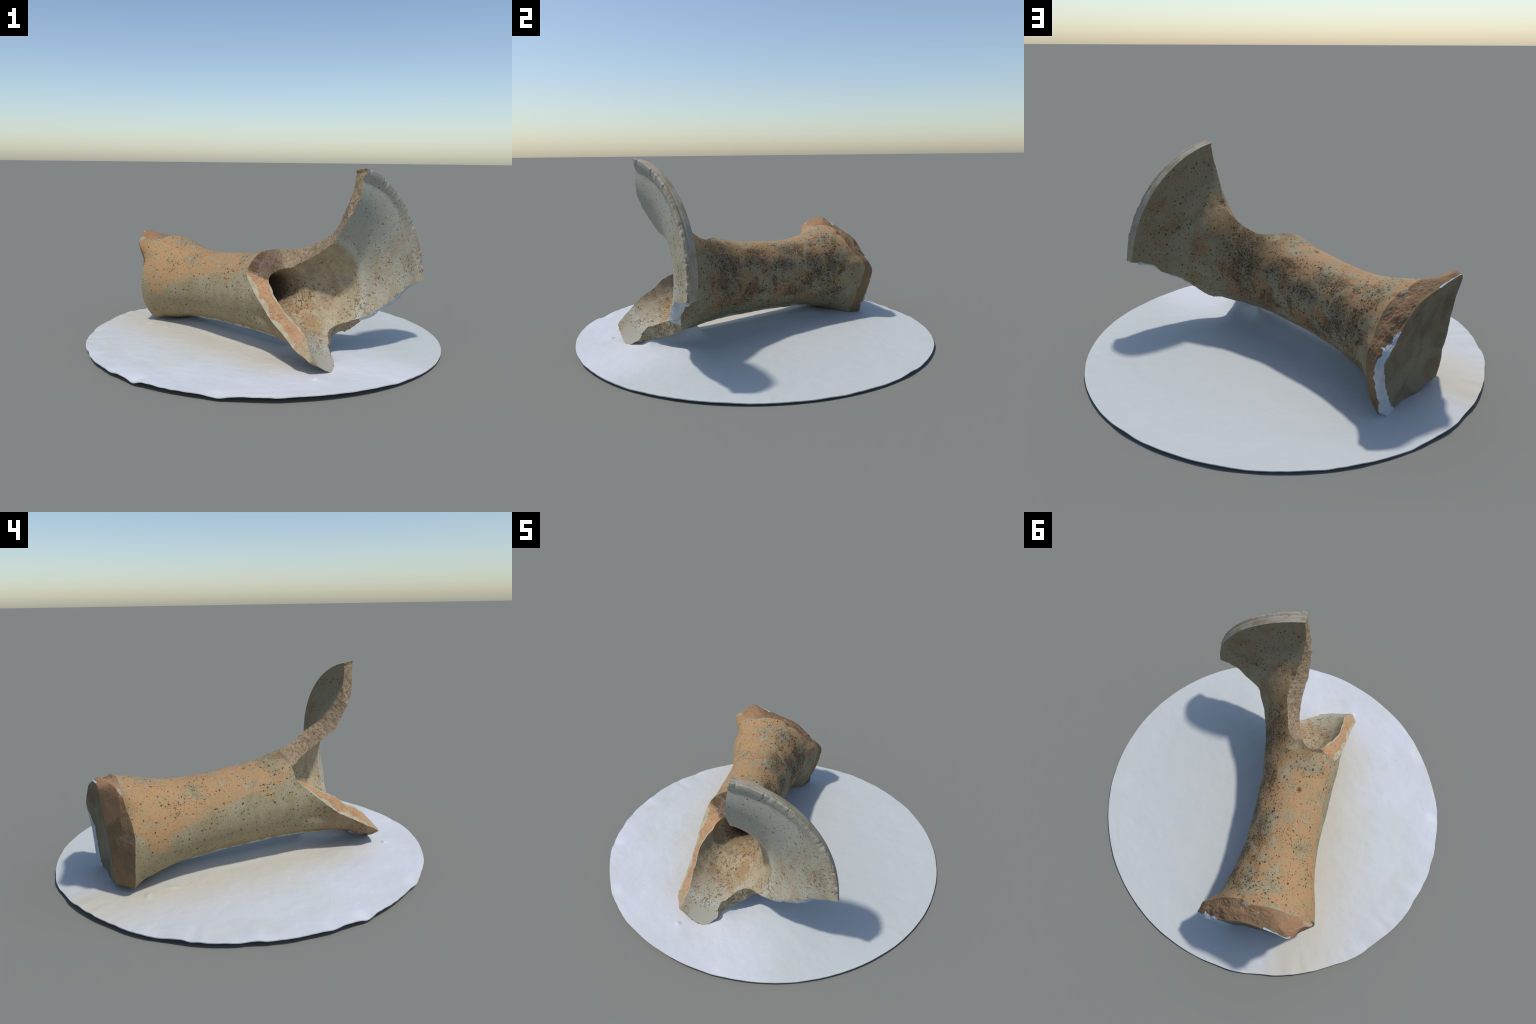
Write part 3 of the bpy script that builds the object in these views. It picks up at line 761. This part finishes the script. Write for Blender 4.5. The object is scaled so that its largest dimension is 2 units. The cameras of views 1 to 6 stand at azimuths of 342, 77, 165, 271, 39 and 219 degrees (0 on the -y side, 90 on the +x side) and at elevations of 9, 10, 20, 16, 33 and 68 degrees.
def region(ts, f):
    s = ts[list(f), 1].mean(); t = ts[list(f), 0]
    if s < SPLIT: return "stem"
    t = np.where(t < -100, t + 360, t).mean()
    return "flared_foot" if t > 60 and t < 205 else "flared_bowl"


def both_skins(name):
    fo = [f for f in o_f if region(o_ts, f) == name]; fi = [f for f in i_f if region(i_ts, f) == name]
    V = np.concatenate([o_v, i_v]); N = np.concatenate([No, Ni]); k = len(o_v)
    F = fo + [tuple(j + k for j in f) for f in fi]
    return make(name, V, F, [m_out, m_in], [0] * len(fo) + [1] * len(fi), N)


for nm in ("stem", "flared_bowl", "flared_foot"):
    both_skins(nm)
b_f = [f[::-1] for f in b_f]
make("rim_lip", b_v, [f for f, r in zip(b_f, b_rim) if r], [m_lip])
keep_f = [(f, lo) for f, r, lo in zip(b_f, b_rim, b_low) if not r]
pale_slots = []
for f, lo in keep_f:
    c = b_v[list(f)].mean(0); t = math.degrees(math.atan2(c[1], c[0]))
    j = f[0] % (M + 1) if True else 0
    j = min(i % (M + 1) for i in f)
    w = 4.2 + 3.5 * noise.fractal(Vector(c * 16), .8, 2, 2)
    rim_line = 60 < t < 130 and (j < w or (j > M - 2.2 and w > 3.5))
    pale_slots.append(1 if lo and t > -123 + 5 * noise.noise(Vector(c * 16)) and t < -60 else (2 if rim_line else 0))
make("broken_edge", b_v, [f for f, _ in keep_f], [m_brk, m_pale, m_slip], pale_slots)
make("broken_flange", w_v, w_f, [m_fl, m_pale], [1 if p else 0 for p in w_pale])
make("vessel_floor", g_v, g_f, [m_floor, m_pale], [1 if p else 0 for p in g_pale])

# ------------------------------------------------------------------ paper disc
def paper_z(x, y):
    r = np.hypot(x, y / .97); ang = np.arctan2(y, x)
    fr = lambda sc, a, b, o: np.array([noise.fractal(Vector((p * sc + o, q * sc, 3.3 + o)), .9, 2, 4) for p, q in zip(a.ravel(), b.ravel())]).reshape(x.shape)
    toward = -.86 * x - .5 * y                           # the sheet swells up on the left and front
    z = .010 + .017 * smooth(-.25, .45, toward) - .003 * smooth(.55, 1.0, toward)
    z = z + .002 * np.exp(-(((x + .05) / .35) ** 2 + ((y + .8) / .25) ** 2)) - .003 * np.exp(-(((x - .45) / .25) ** 2 + ((y + .8) / .2) ** 2))
    z = z + fr(1.7, x, y, 0) * .003 + fr(6, x, y, 4) * .0022 + fr(17, x, y, 9) * .0009
    z = z + .008 * np.exp(-(((x - .55) / .38) ** 2 + ((y + .42) / .34) ** 2)) + .004 * np.exp(-(((x - .45) / .3) ** 2 + ((y - .15) / .3) ** 2))
    z = z + .006 * np.exp(-(((x + .62) / .25) ** 2 + ((y + .62) / .25) ** 2)) + .002 * np.exp(-(((x + .35) / .2) ** 2 + ((y + .86) / .12) ** 2)) + .003 * np.exp(-(((x - .35) / .25) ** 2 + ((y + .65) / .2) ** 2))
    z = z + .018 * np.exp(-(((x + .38) / .22) ** 2 + ((y - .70) / .12) ** 2))
    # little folds and a pip by the foot, and by the closed end
    z = z + .011 * np.exp(-(((x + .016) / .012) ** 2 + ((y + .787) / .010) ** 2))
    z = z + .006 * np.exp(-(((x + .60) / .03) ** 2 + ((y - .40) / .012) ** 2)) + .006 * np.exp(-(((x + .52) / .012) ** 2 + ((y - .30) / .03) ** 2))
    # the sheet swells up under the barrel and, steeply, to the underside of the neck
    def ridge(ax, ay, bx, by, w, p):
        k = np.clip(((x - ax) * (bx - ax) + (y - ay) * (by - ay)) / ((bx - ax) ** 2 + (by - ay) ** 2), 0, 1)
        d = np.hypot(x - ax - k * (bx - ax), y - ay - k * (by - ay))
        return np.exp(-(d / w) ** p), k
    m1, k1 = ridge(-.34, .40, .0, -.28, .085, 2)
    m2, k2 = ridge(.066, -.345, .118, -.585, .034, 1.15)
    z = np.maximum(z, z * (1 - m1) + m1 * (.036 + .006 * k1)) + m2 * (.072 - .040 * k2) * (1 + .25 * fr(9, x, y, 3))
    lift = fr(3.4, np.cos(ang), np.sin(ang), 7.7)
    left = smooth(.1, -.8, x)
    z = z + smooth(.80, 1.0, r) * (.004 + (.004 + .010 * left) * lift)
    # pinched corners in the cut edge, front left
    for a, w, d in ((-2.54, .035, -.012), (-2.10, .05, -.009), (-2.72, .03, -.007), (2.86, .06, -.007), (-1.2, .06, -.004)):
        z = z + d * np.exp(-((ang - a) / w) ** 2) * smooth(.93, 1.0, r)
    return z


NTH, NRD = 560, 170
tt = np.arange(NTH) / NTH * 2 * math.pi
edge_r = .9965 + np.array([noise.fractal(Vector((math.cos(a) * 6, math.sin(a) * 6, 2.2)), .8, 2, 3) for a in tt]) * (.0015 + .005 * smooth(.2, -.8, np.cos(tt)))
rr = np.linspace(0, 1, NRD + 1)[1:]
PX = np.cos(tt)[:, None] * edge_r[:, None] * rr[None]; PY = np.sin(tt)[:, None] * edge_r[:, None] * rr[None]
PX = PX / np.abs(PX).max(); PY = PY / np.abs(PY).max() * .971
PZ = paper_z(PX, PY)
top = np.stack([PX, PY, PZ], -1)
bot = top.copy(); bot[..., 2] -= .004
shift = bot[..., 2].min(); top[..., 2] -= shift; bot[..., 2] -= shift
n1 = NTH * NRD
pv = np.concatenate([top.reshape(-1, 3), bot.reshape(-1, 3), [[0, 0, float(top[:, 0, 2].mean())], [0, 0, float(bot[:, 0, 2].mean())]]])
pf = []
for i in range(NTH):
    j = (i + 1) % NTH
    for k in range(NRD - 1):
        a, b = i * NRD + k, j * NRD + k
        pf.append((a, a + 1, b + 1, b)); pf.append((n1 + b, n1 + b + 1, n1 + a + 1, n1 + a))
    pf.append((i * NRD, j * NRD, 2 * n1)); pf.append((n1 + j * NRD, n1 + i * NRD, 2 * n1 + 1))
    a, b = i * NRD + NRD - 1, j * NRD + NRD - 1
    pf.append((a, n1 + a, n1 + b, b))
paper = make("paper_disc", pv, [f if len(f) == 4 else f for f in pf], [paper_material()], parent=None)
paper.data.set_sharp_from_angle(angle=.9)
paper["label"] = "round sheet of plain white paper with slightly wavy edge"
paper["category"] = "paper sheet"
